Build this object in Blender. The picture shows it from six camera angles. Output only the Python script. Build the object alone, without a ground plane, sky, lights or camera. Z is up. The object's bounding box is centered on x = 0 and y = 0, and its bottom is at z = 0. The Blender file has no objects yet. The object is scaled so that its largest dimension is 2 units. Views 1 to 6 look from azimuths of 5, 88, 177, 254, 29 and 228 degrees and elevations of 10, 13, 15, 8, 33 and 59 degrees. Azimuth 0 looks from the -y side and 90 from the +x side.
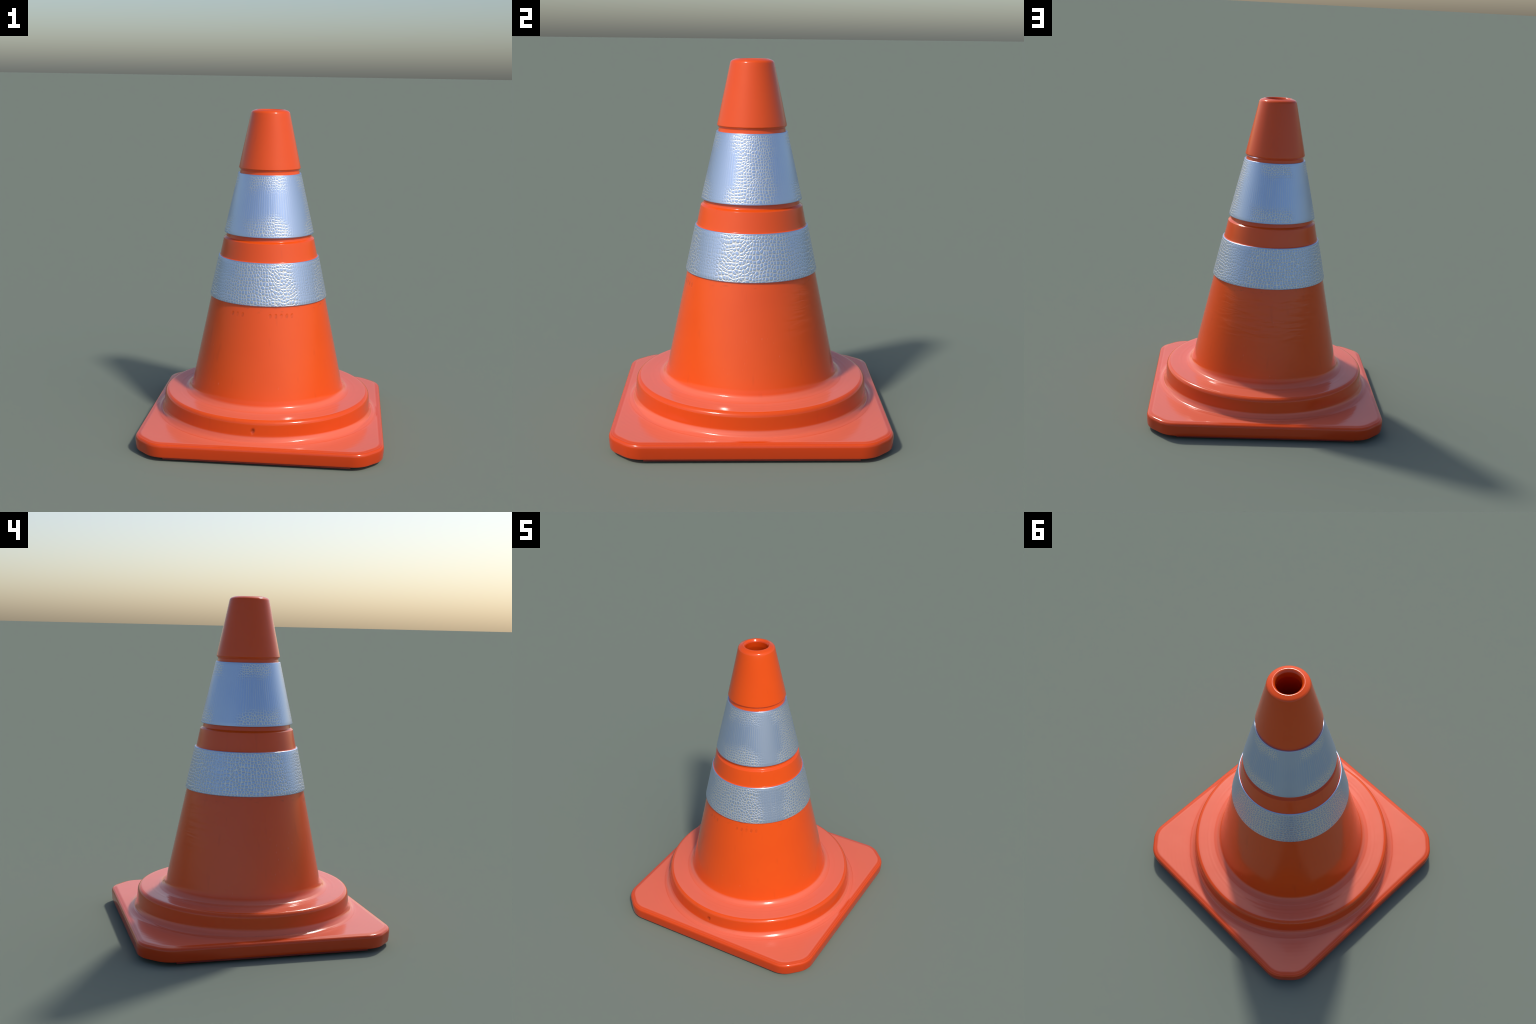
import bpy, math
import numpy as np

# ------------------------------------------------------------------ sizes
W = 0.745            # half width of the square base
CHAMFER = 0.129      # cut at each base corner
ROUND = 0.150        # rounding of that cut
Z_BOTTOM = 0.024     # underside of the base wall
Z_PLATE = 0.107      # flat top of the square plate
Z_DISC = 0.239       # flat top of the round step
N = 720              # segments round the axis
AXIS = (0.0, 0.0)    # middle of the step and tube
LEAN = (-0.0052, -0.0010)   # the tube leans a hair, metres per metre of height
NARROW = 0.0105      # the base is that much shorter in x on each side


def cone_r(z):
    return 0.4575 - 0.21 * (z - 0.3647)


def cap_r(z):
    return 0.1908 - 0.2155 * (z - 1.6473)


# ------------------------------------------------------------------ helpers
def rounded(points, step=8):
    """Polyline of (r, z, fillet radius) -> smooth list of (r, z)."""
    out = [tuple(points[0][:2])]
    for i in range(1, len(points) - 1):
        p0, p1, p2 = (np.array(points[j][:2], float) for j in (i - 1, i, i + 1))
        rad = points[i][2]
        a, b = p0 - p1, p2 - p1
        la, lb = np.linalg.norm(a), np.linalg.norm(b)
        a, b = a / la, b / lb
        turn = math.pi - math.acos(max(-1, min(1, float(a @ b))))
        if rad <= 0 or turn < 1e-3:
            out.append(tuple(p1))
            continue
        tl = min(rad * math.tan(turn / 2), 0.49 * la, 0.49 * lb)
        rad = tl / math.tan(turn / 2)
        mid = (a + b) / np.linalg.norm(a + b)
        c = p1 + mid * math.hypot(tl, rad)
        s, e = p1 + a * tl - c, p1 + b * tl - c
        a0, a1 = math.atan2(s[1], s[0]), math.atan2(e[1], e[0])
        da = (a1 - a0 + math.pi) % (2 * math.pi) - math.pi
        for k in range(step + 1):
            t = a0 + da * k / step
            out.append((c[0] + rad * math.cos(t), c[1] + rad * math.sin(t)))
    out.append(tuple(points[-1][:2]))
    return out


def subdivide(prof, longest=0.03):
    out = [prof[0]]
    for p, q in zip(prof, prof[1:]):
        n = max(1, int(math.ceil(math.hypot(q[0] - p[0], q[1] - p[1]) / longest)))
        for k in range(1, n + 1):
            t = k / n
            out.append((p[0] + (q[0] - p[0]) * t, p[1] + (q[1] - p[1]) * t))
    return out


def base_sdf(x, y):
    """Signed distance to the square outline with cut and rounded corners."""
    x, y = np.abs(x + AXIS[0]) + NARROW, np.abs(y + AXIS[1])
    x, y = np.maximum(x, y), np.minimum(x, y)
    h = W - ROUND
    k = 2 * W - CHAMFER - ROUND * math.sqrt(2)
    cy = k - h
    flat = x - h
    cut = (x + y - k) / math.sqrt(2)
    corner = np.hypot(x - h, y - cy)
    d = np.where(y <= cy, flat, np.where(x - y <= h - cy, cut, corner))
    inside = (flat <= 0) & (cut <= 0)
    d = np.where(inside, np.maximum(flat, cut), d)
    return d - ROUND


theta = np.linspace(0, 2 * math.pi, N, endpoint=False)
CT, ST = np.cos(theta), np.sin(theta)


def outline_r(inset):
    lo, hi = np.full(N, 0.3), np.full(N, 1.2)
    for _ in range(45):
        m = (lo + hi) / 2
        out = base_sdf(m * CT, m * ST) > -inset
        hi = np.where(out, m, hi)
        lo = np.where(out, lo, m)
    return (lo + hi) / 2


def ring_points(r, z):
    r = np.broadcast_to(r, (N,))
    z = np.broadcast_to(z, (N,))
    return np.stack([r * CT, r * ST, z], 1)


def leaned(v):
    v = v.copy()
    up = np.maximum(v[:, 2] - 0.2, 0)
    v[:, 0] += LEAN[0] * up
    v[:, 1] += LEAN[1] * up
    return v


def quads(rings, closed=False):
    n = len(rings)
    idx = np.arange(N)
    nxt = (idx + 1) % N
    f = []
    for i in range(n if closed else n - 1):
        j = (i + 1) % n
        f.append(np.stack([i * N + idx, i * N + nxt, j * N + nxt, j * N + idx], 1))
    return f


def make_mesh(name, verts, faces, normals=None, mat=None):
    me = bpy.data.meshes.new(name)
    me.from_pydata(verts.tolist(), [], faces.tolist())
    me.polygons.foreach_set("use_smooth", [True] * len(me.polygons))
    me.update()
    if normals is not None:
        me.normals_split_custom_set_from_vertices(normals.tolist())
    if mat:
        me.materials.append(mat)
    ob = bpy.data.objects.new(name, me)
    bpy.context.scene.collection.objects.link(ob)
    return ob


# ------------------------------------------------------------------ materials
class Nodes:
    def __init__(self, name):
        self.mat = bpy.data.materials.new(name)
        self.mat.use_nodes = True
        self.t = self.mat.node_tree
        self.t.nodes.clear()
        self.out = self.t.nodes.new("ShaderNodeOutputMaterial")
        self.bsdf = self.t.nodes.new("ShaderNodeBsdfPrincipled")
        self.t.links.new(self.bsdf.outputs[0], self.out.inputs[0])

    def put(self, sock, v):
        if isinstance(v, bpy.types.NodeSocket):
            self.t.links.new(v, sock)
        else:
            sock.default_value = v

    def node(self, kind, **props):
        n = self.t.nodes.new(kind)
        for k, v in props.items():
            setattr(n, k, v)
        return n

    def math(self, op, a, b=0.0, c=None, clamp=False):
        n = self.node("ShaderNodeMath", operation=op, use_clamp=clamp)
        self.put(n.inputs[0], a)
        self.put(n.inputs[1], b)
        if c is not None:
            self.put(n.inputs[2], c)
        return n.outputs[0]

    def ramp(self, v, lo, hi, a=0.0, b=1.0, smooth=True):
        n = self.node("ShaderNodeMapRange", interpolation_type="SMOOTHSTEP" if smooth else "LINEAR")
        for s, x in zip(("Value", "From Min", "From Max", "To Min", "To Max"), (v, lo, hi, a, b)):
            self.put(n.inputs[s], x)
        return n.outputs["Result"]

    def mix(self, f, a, b):
        n = self.node("ShaderNodeMix", data_type="RGBA")
        self.put(n.inputs[0], f)
        self.put(n.inputs[6], a)
        self.put(n.inputs[7], b)
        return n.outputs[2]

    def noise(self, vec, scale, detail=2.0, rough=0.5, dist=0.0):
        n = self.node("ShaderNodeTexNoise")
        self.put(n.inputs["Vector"], vec)
        self.put(n.inputs["Scale"], scale)
        self.put(n.inputs["Detail"], detail)
        self.put(n.inputs["Roughness"], rough)
        self.put(n.inputs["Distortion"], dist)
        return n.outputs

    def scaled(self, vec, s):
        n = self.node("ShaderNodeMapping")
        self.put(n.inputs["Vector"], vec)
        n.inputs["Scale"].default_value = s
        return n.outputs[0]

    def bump(self, h, strength, dist, normal=None):
        n = self.node("ShaderNodeBump")
        n.inputs["Strength"].default_value = strength
        n.inputs["Distance"].default_value = dist
        self.put(n.inputs["Height"], h)
        if normal is not None:
            self.put(n.inputs["Normal"], normal)
        return n.outputs[0]

    def cylinder(self):
        obj = self.node("ShaderNodeTexCoord").outputs["Object"]
        s = self.node("ShaderNodeSeparateXYZ")
        self.put(s.inputs[0], obj)
        z = s.outputs[2]
        up = self.math("MAXIMUM", self.math("SUBTRACT", z, 0.2), 0.0)
        x = self.math("SUBTRACT", s.outputs[0], self.math("MULTIPLY", up, LEAN[0]))
        y = self.math("SUBTRACT", s.outputs[1], self.math("MULTIPLY", up, LEAN[1]))
        return obj, x, y, z, self.math("ARCTAN2", y, x)

    def vec(self, x, y, z=0.0):
        n = self.node("ShaderNodeCombineXYZ")
        for i, v in enumerate((x, y, z)):
            self.put(n.inputs[i], v)
        return n.outputs[0]


def orange_plastic():
    m = Nodes("orange_plastic")
    obj, x, y, z, ang = m.cylinder()
    base = (0.87, 0.090, 0.006, 1)
    deep = (0.76, 0.064, 0.005, 1)
    tone = m.noise(obj, 1.7, 3.0)["Fac"]
    col = m.mix(m.ramp(tone, 0.35, 0.75, 0.0, 0.35), base, deep)
    # faint drip streaks that run down from edges
    streak = m.noise(m.scaled(obj, (26, 26, 1.1)), 1.0, 2.0)["Fac"]
    col = m.mix(m.ramp(streak, 0.62, 0.80, 0.0, 0.22), col, (0.62, 0.06, 0.010, 1))
    # row of smudges under the lower sleeve, on the -y side
    u = m.math("DIVIDE", m.math("ADD", ang, math.radians(83.5)), math.radians(5.3))
    fr = m.math("SUBTRACT", m.math("FRACT", m.math("ADD", u, 0.5)), 0.5)
    zz = m.math("SUBTRACT", z, 0.792)
    e = m.math("ADD", m.math("POWER", m.math("MULTIPLY", fr, 1 / 0.30), 2.0),
               m.math("POWER", m.math("DIVIDE", m.math("ADD", zz, m.math("MULTIPLY", fr, -0.012)), 0.0155), 2.0))
    dots = m.ramp(e, 0.25, 1.1, 1.0, 0.0)
    row = m.math("MULTIPLY", m.ramp(u, -0.6, -0.4), m.ramp(u, 4.4, 4.6, 1.0, 0.0))
    row2 = m.math("MULTIPLY", m.ramp(u, -7.6, -7.4), m.ramp(u, -4.6, -4.4, 1.0, 0.0))
    dots = m.math("MULTIPLY", dots, m.math("ADD", row, row2))
    # looser grime just under the sleeve and a few stray spots
    grime = m.noise(m.scaled(obj, (22, 22, 60)), 1.0, 3.0, 0.6)["Fac"]
    under = m.math("MULTIPLY", m.ramp(z, 0.80, 0.825), m.ramp(z, 0.84, 0.85, 1.0, 0.0))
    grime = m.math("MULTIPLY", m.ramp(grime, 0.56, 0.72), under)
    v = m.node("ShaderNodeTexVoronoi")
    m.put(v.inputs["Vector"], obj)
    v.inputs["Scale"].default_value = 3.2
    spot = m.ramp(v.outputs["Distance"], 0.022, 0.045, 0.8, 0.0)
    dots = m.math("MULTIPLY", dots, m.ramp(m.noise(obj, 30.0, 1.0)["Fac"], 0.35, 0.65, 0.35, 1.0))
    dirt = m.math("MULTIPLY", m.math("MAXIMUM", m.math("MAXIMUM", dots, grime), spot), 0.24, clamp=True)
    col = m.mix(dirt, col, (0.20, 0.035, 0.012, 1))
    # pale scuffs scattered low on the cone
    v2 = m.node("ShaderNodeTexVoronoi")
    m.put(v2.inputs["Vector"], m.scaled(obj, (1.0, 1.0, 0.55)))
    v2.inputs["Scale"].default_value = 34
    patch = m.ramp(m.noise(obj, 4.5, 1.0)["Fac"], 0.52, 0.66)
    low = m.math("MULTIPLY", m.ramp(z, 0.26, 0.34), m.ramp(z, 0.5, 0.78, 1.0, 0.0))
    scuff = m.math("MULTIPLY", m.math("MULTIPLY", m.ramp(v2.outputs["Distance"], 0.10, 0.17, 1.0, 0.0), patch), low)
    col = m.mix(m.math("MULTIPLY", scuff, 0.10), col, (0.95, 0.42, 0.30, 1))
    # paler pink on everything that faces up on the base and in its hollows
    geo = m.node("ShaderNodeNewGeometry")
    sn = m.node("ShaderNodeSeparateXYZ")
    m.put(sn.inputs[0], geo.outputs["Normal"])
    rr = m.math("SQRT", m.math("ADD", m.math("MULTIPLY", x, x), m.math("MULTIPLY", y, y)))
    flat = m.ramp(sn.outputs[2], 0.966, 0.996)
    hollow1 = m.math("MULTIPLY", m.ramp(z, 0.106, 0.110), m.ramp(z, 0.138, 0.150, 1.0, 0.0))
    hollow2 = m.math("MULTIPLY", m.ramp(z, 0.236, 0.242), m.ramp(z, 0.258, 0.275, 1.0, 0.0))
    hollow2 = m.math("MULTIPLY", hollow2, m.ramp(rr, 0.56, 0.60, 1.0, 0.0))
    pale_mask = m.math("MAXIMUM", flat, m.math("MULTIPLY", m.math("MAXIMUM", hollow1, hollow2), 0.8))
    pale_mask = m.math("MULTIPLY", pale_mask, m.ramp(z, 0.285, 0.30, 1.0, 0.0))
    # the upright faces of the base and the step are a deeper orange
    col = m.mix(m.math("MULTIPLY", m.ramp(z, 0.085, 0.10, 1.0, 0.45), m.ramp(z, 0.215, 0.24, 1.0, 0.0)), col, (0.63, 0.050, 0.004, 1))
    col = m.mix(pale_mask, col, (0.87, 0.172, 0.096, 1))
    # scrape on one corner of the base
    dv = m.node("ShaderNodeVectorMath", operation="DISTANCE")
    m.put(dv.inputs[0], m.scaled(obj, (1.6, 1.6, 0.7)))
    dv.inputs[1].default_value = (0.722 * 1.6, -0.634 * 1.6, 0.042 * 0.7)
    scrape = m.math("MULTIPLY", m.ramp(dv.outputs["Value"], 0.008, 0.028, 0.18, 0.0), m.ramp(sn.outputs[2], 0.1, 0.3, 1.0, 0.0))
    col = m.mix(scrape, col, (0.20, 0.05, 0.015, 1))
    dd = m.node("ShaderNodeVectorMath", operation="DISTANCE")
    m.put(dd.inputs[0], obj)
    dd.inputs[1].default_value = (-0.0272, -0.6475, 0.181)
    col = m.mix(m.ramp(dd.outputs["Value"], 0.006, 0.020, 0.55, 0.0), col, (0.22, 0.02, 0.004, 1))
    # deep red darkens the bore: shade inside the hole put into the colour
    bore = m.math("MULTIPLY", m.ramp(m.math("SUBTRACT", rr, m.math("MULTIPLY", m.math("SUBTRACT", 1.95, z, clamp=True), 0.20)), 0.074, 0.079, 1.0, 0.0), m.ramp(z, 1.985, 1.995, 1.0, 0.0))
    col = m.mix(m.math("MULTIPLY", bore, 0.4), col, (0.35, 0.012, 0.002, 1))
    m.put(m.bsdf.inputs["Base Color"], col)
    rough = m.ramp(m.noise(obj, 6.0, 3.0)["Fac"], 0.3, 0.7, 0.13, 0.17)
    m.put(m.bsdf.inputs["Roughness"], rough)
    m.bsdf.inputs["IOR"].default_value = 1.5
    # mould ripples
    rip = m.noise(m.scaled(obj, (7, 7, 34)), 1.0, 2.0, 0.5, 0.6)["Fac"]
    side = m.ramp(y, 0.05, 0.32)
    band = m.math("MULTIPLY", m.math("MULTIPLY", m.ramp(z, 0.45, 0.6), m.ramp(z, 0.80, 0.84, 1.0, 0.0)), side)
    h = m.math("MULTIPLY", rip, band)
    n1 = m.bump(h, 0.25, 0.004)
    pit = m.bump(m.math("MULTIPLY", m.math("MAXIMUM", dots, spot), -1.0), 0.35, 0.003, n1)
    # creases that run round the hollows, and a slightly uneven skin
    wob = m.noise(obj, 5.0, 2.0)["Fac"]
    ph = m.math("ADD", m.math("MULTIPLY", m.math("SUBTRACT", rr, m.math("MULTIPLY", z, 0.6)), 2 * math.pi / 0.026), m.math("MULTIPLY", wob, 2.5))
    crease = m.math("MULTIPLY", m.math("SINE", ph), m.math("MAXIMUM", hollow1, hollow2))
    n2 = m.bump(crease, 0.25, 0.0010, pit)
    n3 = m.bump(m.math("MULTIPLY", wob, m.ramp(z, 0.24, 0.30, 1.0, 0.0)), 0.25, 0.006, n2)
    m.put(m.bsdf.inputs["Normal"], m.bump(scuff, 0.2, 0.002, n3))
    return m.mat


def reflective_film(name, cell, depth, calm, zmid, zhalf):
    """Embossed metallised film: small blue cells in a paler net."""
    m = Nodes(name)
    obj, x, y, z, ang = m.cylinder()
    # the print is mirrored on a plane through the axis, so it has no seam
    turned = m.math("SUBTRACT", ang, math.radians(137.5))
    fold = m.math("ABSOLUTE", m.math("WRAP", turned, math.pi, -math.pi))
    r = m.math("SUBTRACT", 0.4575 + 0.21 * 0.3647, m.math("MULTIPLY", z, 0.21))
    arc = m.math("MULTIPLY", fold, 0.33 if zmid < 1.2 else 0.24)
    p = m.vec(arc, z, 0.0)
    warp = m.noise(p, 10.0, 1.0)["Color"]
    w = m.node("ShaderNodeVectorMath", operation="MULTIPLY_ADD")
    m.put(w.inputs[0], warp)
    w.inputs[1].default_value = (0.03, 0.03, 0)
    m.put(w.inputs[2], p)

    def net(vec, lo, hi, scale=1.0):
        """1 in the channels, 0 on top of the rounded pebbles between them."""
        outs = []
        for feature in ("DISTANCE_TO_EDGE", "F1"):
            v = m.node("ShaderNodeTexVoronoi", voronoi_dimensions="2D", feature=feature)
            m.put(v.inputs["Vector"], vec)
            v.inputs["Scale"].default_value = scale / cell
            v.inputs["Randomness"].default_value = 0.72
            outs.append(v.outputs["Distance"])
        return m.math("MAXIMUM", m.ramp(outs[0], lo, hi, 1.0, 0.0), m.ramp(outs[1], 0.42, 0.72))

    cells = net(m.scaled(w.outputs[0], (1.0, 0.90, 1)), 0.03, 0.26)
    wob = m.noise(m.scaled(p, (1.0, 0.3, 1)), 14.0, 1.0)["Fac"]
    ls = m.math("ADD", m.math("DIVIDE", arc, cell), m.math("MULTIPLY", wob, 0.9))
    lf = m.math("ABSOLUTE", m.math("SUBTRACT", m.math("FRACT", ls), 0.5))
    lj = m.noise(m.vec(m.math("FLOOR", ls), m.math("MULTIPLY", z, 3.0)), 1.7, 1.0)["Fac"]
    lines = m.math("MULTIPLY", m.ramp(lf, 0.22, 0.46), m.ramp(lj, 0.30, 0.65, 0.2, 1.0))
    edge = m.math("ABSOLUTE", m.math("DIVIDE", m.math("SUBTRACT", z, zmid), zhalf))
    big = m.math("SUBTRACT", m.noise(m.scaled(p, (1.0, 0.6, 1)), 5.5, 1.0)["Fac"], 0.5)
    # the relief is crisp on the four sides and smeared at the diagonals between them
    quarter = m.math("ADD", m.math("COSINE", m.math("MULTIPLY", ang, 4.0)), m.math("MULTIPLY", big, 3.0))
    front = m.math("COSINE", m.math("SUBTRACT", ang, 0.06))
    if calm:
        mid = m.ramp(m.math("ADD", edge, m.math("MULTIPLY", big, 1.2)), 0.35, 0.80, 1.0, 0.0)
        mid = m.math("MULTIPLY", mid, m.ramp(front, 0.86, 0.97, 1.0, 0.0))
        stretch = m.math("MAXIMUM", m.math("MULTIPLY", mid, 0.95), m.ramp(quarter, -1.0, 0.1, 0.8, 0.0))
        fade = m.ramp(quarter, -1.1, 0.1, 0.22, 1.0)
    else:
        stretch = m.ramp(quarter, -1.6, -0.8, 0.8, 0.0)
        fade = m.ramp(quarter, -1.3, -0.2, 0.62, 1.0)
    pat = m.math("ADD", m.math("MULTIPLY", cells, m.math("SUBTRACT", 1.0, stretch)),
                 m.math("MULTIPLY", m.math("MULTIPLY", lines, stretch), 0.55))
    pat = m.math("MULTIPLY", pat, fade)
    pat = m.math("MULTIPLY", pat, m.ramp(edge, 0.93, 0.98, 1.0, 0.0))
    smooth = m.mix(fade, (0.53, 0.63, 0.83, 1), (0.45, 0.575, 0.835, 1))
    col = m.mix(m.math("POWER", pat, 1.35), smooth, (0.80, 0.80, 0.79, 1))
    m.put(m.bsdf.inputs["Base Color"], col)
    m.bsdf.inputs["Metallic"].default_value = 0.75
    m.put(m.bsdf.inputs["Roughness"], m.ramp(pat, 0.0, 1.0, 0.32, 0.38))
    pat = m.math("SUBTRACT", 1.0, pat)
    m.put(m.bsdf.inputs["Normal"], m.bump(pat, depth, 0.004))
    return m.mat


orange = orange_plastic()


def dark_red_plastic():  # dark red, a darker colour than the orange body
    m = Nodes("dark_red_underside_plastic")
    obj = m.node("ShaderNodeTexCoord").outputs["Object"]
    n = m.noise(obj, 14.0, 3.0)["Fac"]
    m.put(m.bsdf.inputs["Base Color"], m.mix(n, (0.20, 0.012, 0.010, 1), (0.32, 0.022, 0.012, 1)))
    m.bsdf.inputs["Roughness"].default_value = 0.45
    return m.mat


dark_red = dark_red_plastic()

# ------------------------------------------------------------------ the moulded body: one surface, then split by region
rings, region = [], []      # region of the strip that starts at each ring


def add(r, z, reg):
    rings.append(ring_points(r, z))
    region.append(reg)


# square base, from the underside up and inwards
R_IN0 = 0.435
under = [(0.075, 0.0222), (0.03, 0.0218), (0.0085, 0.0220), (0.0057, 0.0230), (0.0042, 0.0250), (0.0033, 0.0292)]
add(R_IN0, 0.030, "base_plate")
add(R_IN0 + 0.02, 0.0235, "base_plate")
add(0.55, 0.0222, "base_plate")
for inset, z in under:
    add(outline_r(inset), z, "base_plate")
for z, inset in ((0.042, 0.0022), (0.055, 0.0010), (0.068, 0.0003)):
    add(outline_r(inset), z, "base_plate")

# plain profile of the step, as if the plate went on for ever
step_prof = rounded([(0.95, Z_PLATE, 0), (0.6603, Z_PLATE, 0.050), (0.6470, Z_DISC, 0.027),
                     (0.4839, Z_DISC, 0.055), (cone_r(0.42), 0.42, 0)], 5)


def step_height(r):
    pr = np.array([(a, b) for a, b in step_prof if b < 0.125][::-1])
    return np.interp(r, pr[:, 0], pr[:, 1])


def edge_drop(d):
    d = np.asarray(d, float)
    ramp = 0.0045 * np.clip((0.036 - d) / 0.020, 0, 1) ** 1.15
    t = np.clip((0.0165 - d) / 0.0165, 0, 1)
    return ramp + 0.0220 * (1 - np.sqrt(np.clip(1 - t * t, 0, 1)))


for d in (0.0, 0.0003, 0.001, 0.002, 0.0035, 0.0052, 0.0072, 0.0095, 0.012, 0.0145, 0.0175, 0.021, 0.025,
          0.029, 0.033, 0.037, 0.041, 0.046):
    rr = outline_r(d)
    add(rr, step_height(rr) - edge_drop(d), "base_plate")
r_join, z_join = [p for p in step_prof if p[1] > 0.1185][0]
r_in = outline_r(0.046)
for k in range(1, 20):
    t = k / 20.0
    rr = r_in + (r_join - r_in) * t
    zz = step_height(rr) - edge_drop(-base_sdf(rr * CT, rr * ST))
    add(rr, zz, "base_plate")
start = step_prof.index((r_join, z_join))
for r, z in subdivide(step_prof[start:-1], 0.012):
    add(r, z, "collar")

# conical tube with its grooves, cap and rim, then down the inside
Z_BAND, Z_CAP = 1.2115, 1.6470
body = rounded([
    (cone_r(0.30), 0.30, 0), (cone_r(1.092), 1.092, 0.002), (cone_r(1.1015) + 0.0050, 1.1015, 0.0015),
    (cone_r(1.1060) + 0.0004, 1.1060, 0.004), (cone_r(Z_BAND) + 0.001, Z_BAND, 0.0020), (cone_r(1.2225) - 0.0115, 1.2225, 0.006),
    (cone_r(1.633) - 0.0105, 1.633, 0.006), (0.1908, Z_CAP, 0.0035),
    (cap_r(1.989), 1.989, 0.023), (0.0835, 2.0016, 0.009), (0.0710, 1.984, 0.012), (0.0690, 1.95, 0.05), (R_IN0 - 0.01, 0.09, 0.03), (R_IN0, 0.030, 0)], 8)[:-1]
z_prev = 0
inside = False
for r, z in subdivide(body, 0.03):
    if r < 0.0825 and z > 1.9:
        inside = True
    if inside:
        reg = "inner_wall"
    elif z < 1.2:
        reg = "cone_body"
    elif z < 1.637:
        reg = "middle_band" if z < 1.215 else "groove"
    else:
        reg = "cap"
    if reg == "cone_body" and z > 0.985:
        reg = "middle_band"
    if reg == "groove":
        reg = "middle_band"
    add(r, z, reg)

V = np.concatenate(rings)
strips = quads(rings, closed=True)

# small triangular dent in the wall of the round step, on the -y side
ang = np.arctan2(V[:, 1], V[:, 0])
s = (ang - math.radians(-92.4)) * 0.655
h = V[:, 2] - 0.178
rad = np.hypot(V[:, 0], V[:, 1])
width = np.clip(0.0190 * (h + 0.016) / 0.03, 0.001, 0.02)
dent = np.clip(1 - np.abs(s) / width, 0, 1) * np.clip((h + 0.016) / 0.008, 0, 1) * np.clip((0.016 - h) / 0.006, 0, 1)
dent = np.where((rad > 0.6) & (rad < 0.67) & (V[:, 2] > 0.14), dent, 0)
V[:, 0] -= np.cos(ang) * dent * 0.010
V[:, 1] -= np.sin(ang) * dent * 0.010

V = leaned(V)
F = np.concatenate(strips)
tri = V[F]
fn = np.cross(tri[:, 2] - tri[:, 0], tri[:, 3] - tri[:, 1])
VN = np.zeros_like(V)
for c in range(4):
    np.add.at(VN, F[:, c], fn / np.maximum(np.linalg.norm(fn, axis=1, keepdims=True), 1e-12))
VN /= np.maximum(np.linalg.norm(VN, axis=1, keepdims=True), 1e-12)

cone = bpy.data.objects.new("traffic_cone", None)
cone.empty_display_size = 0.3
bpy.context.scene.collection.objects.link(cone)
cone["label"] = "glossy orange traffic cone with two silver reflective sleeves"
cone["category"] = "traffic cone"

parts = {}
for name in dict.fromkeys(region):
    f = np.concatenate([strips[i] for i in range(len(rings)) if region[i] == name])
    used, inv = np.unique(f, return_inverse=True)
    parts[name] = make_mesh(name, V[used], inv.reshape(f.shape), VN[used], orange)
    parts[name].parent = cone
    parts[name].location = (*AXIS, 0)
parts["inner_wall"].parent = parts["cone_body"]
parts["inner_wall"].location = (0, 0, 0)
parts["collar"].parent = cone


# ------------------------------------------------------------------ supports under the base
def bar(name, length, y0, y1, z0, z1, turn, parent, mat):
    """Straight rail with small chamfers, lying along one side of the base."""
    c = 0.0025
    sect = [(y0 + c, z0), (y1 - c, z0), (y1, z0 + c), (y1, z1), (y0, z1), (y0, z0 + c)]
    ca, sa = math.cos(turn), math.sin(turn)
    vs, n = [], len(sect)
    for xx, k in ((-length, 0.0), (length, 0.0)):
        for yy, zz in sect:
            vs.append((xx * ca - yy * sa - AXIS[0], xx * sa + yy * ca - AXIS[1], zz))
    fs = [[i, (i + 1) % n, n + (i + 1) % n, n + i] for i in range(n)]
    me = bpy.data.meshes.new(name)
    me.from_pydata(vs, [], fs + [list(range(n))[::-1], list(range(n, 2 * n))])
    me.materials.append(mat)
    ob = bpy.data.objects.new(name, me)
    bpy.context.scene.collection.objects.link(ob)
    ob.parent = parent
    return ob


for q in range(4):
    edge = W - (NARROW if q % 2 else 0) - 0.0125
    bar("lip", 0.552 - (0.0 if q % 2 else NARROW), 0.690, edge, 0.0108, 0.030, q * math.pi / 2, parts["base_plate"], dark_red)
for q in range(4):
    bar("foot", 0.30, 0.560, 0.600, 0.0, 0.0265, q * math.pi / 2 + math.pi / 4, parts["base_plate"], dark_red)


# ------------------------------------------------------------------ reflective sleeves
def sleeve(bottom, top, thick, rounding, mat):
    (r0, z0), (r1, z1) = bottom, top
    prof = rounded([(r0 - thick, (z0 + z1) / 2, 0)[:2] + (0,) if False else ((r0 + r1) / 2 - thick, (z0 + z1) / 2, 0),
                    (r0 - thick, z0 + 0.001, 0.001), (r0, z0, rounding), (r1, z1, rounding * 1.2),
                    (r1 - thick, z1 - 0.002, 0.001), ((r0 + r1) / 2 - thick, (z0 + z1) / 2, 0)], 6)[:-1]
    rs = [ring_points(r, z) for r, z in subdivide(prof, 0.02)]
    ob = make_mesh("reflective_sleeve", leaned(np.concatenate(rs)), np.concatenate(quads(rs, closed=True)), None, mat)
    ob.parent = cone
    ob.location = (*AXIS, 0)
    return ob


upper_film = reflective_film("embossed_film_fine", 0.0142, 0.24, True, 1.4315, 0.184)
lower_film = reflective_film("embossed_film", 0.0172, 0.32, False, 0.9757, 0.1275)
sleeve((0.2780, 1.2475), (0.1938, 1.6155), 0.017, 0.0026, upper_film)
sleeve((0.3660, 0.8485), (0.3120, 1.1030), 0.019, 0.0050, lower_film)
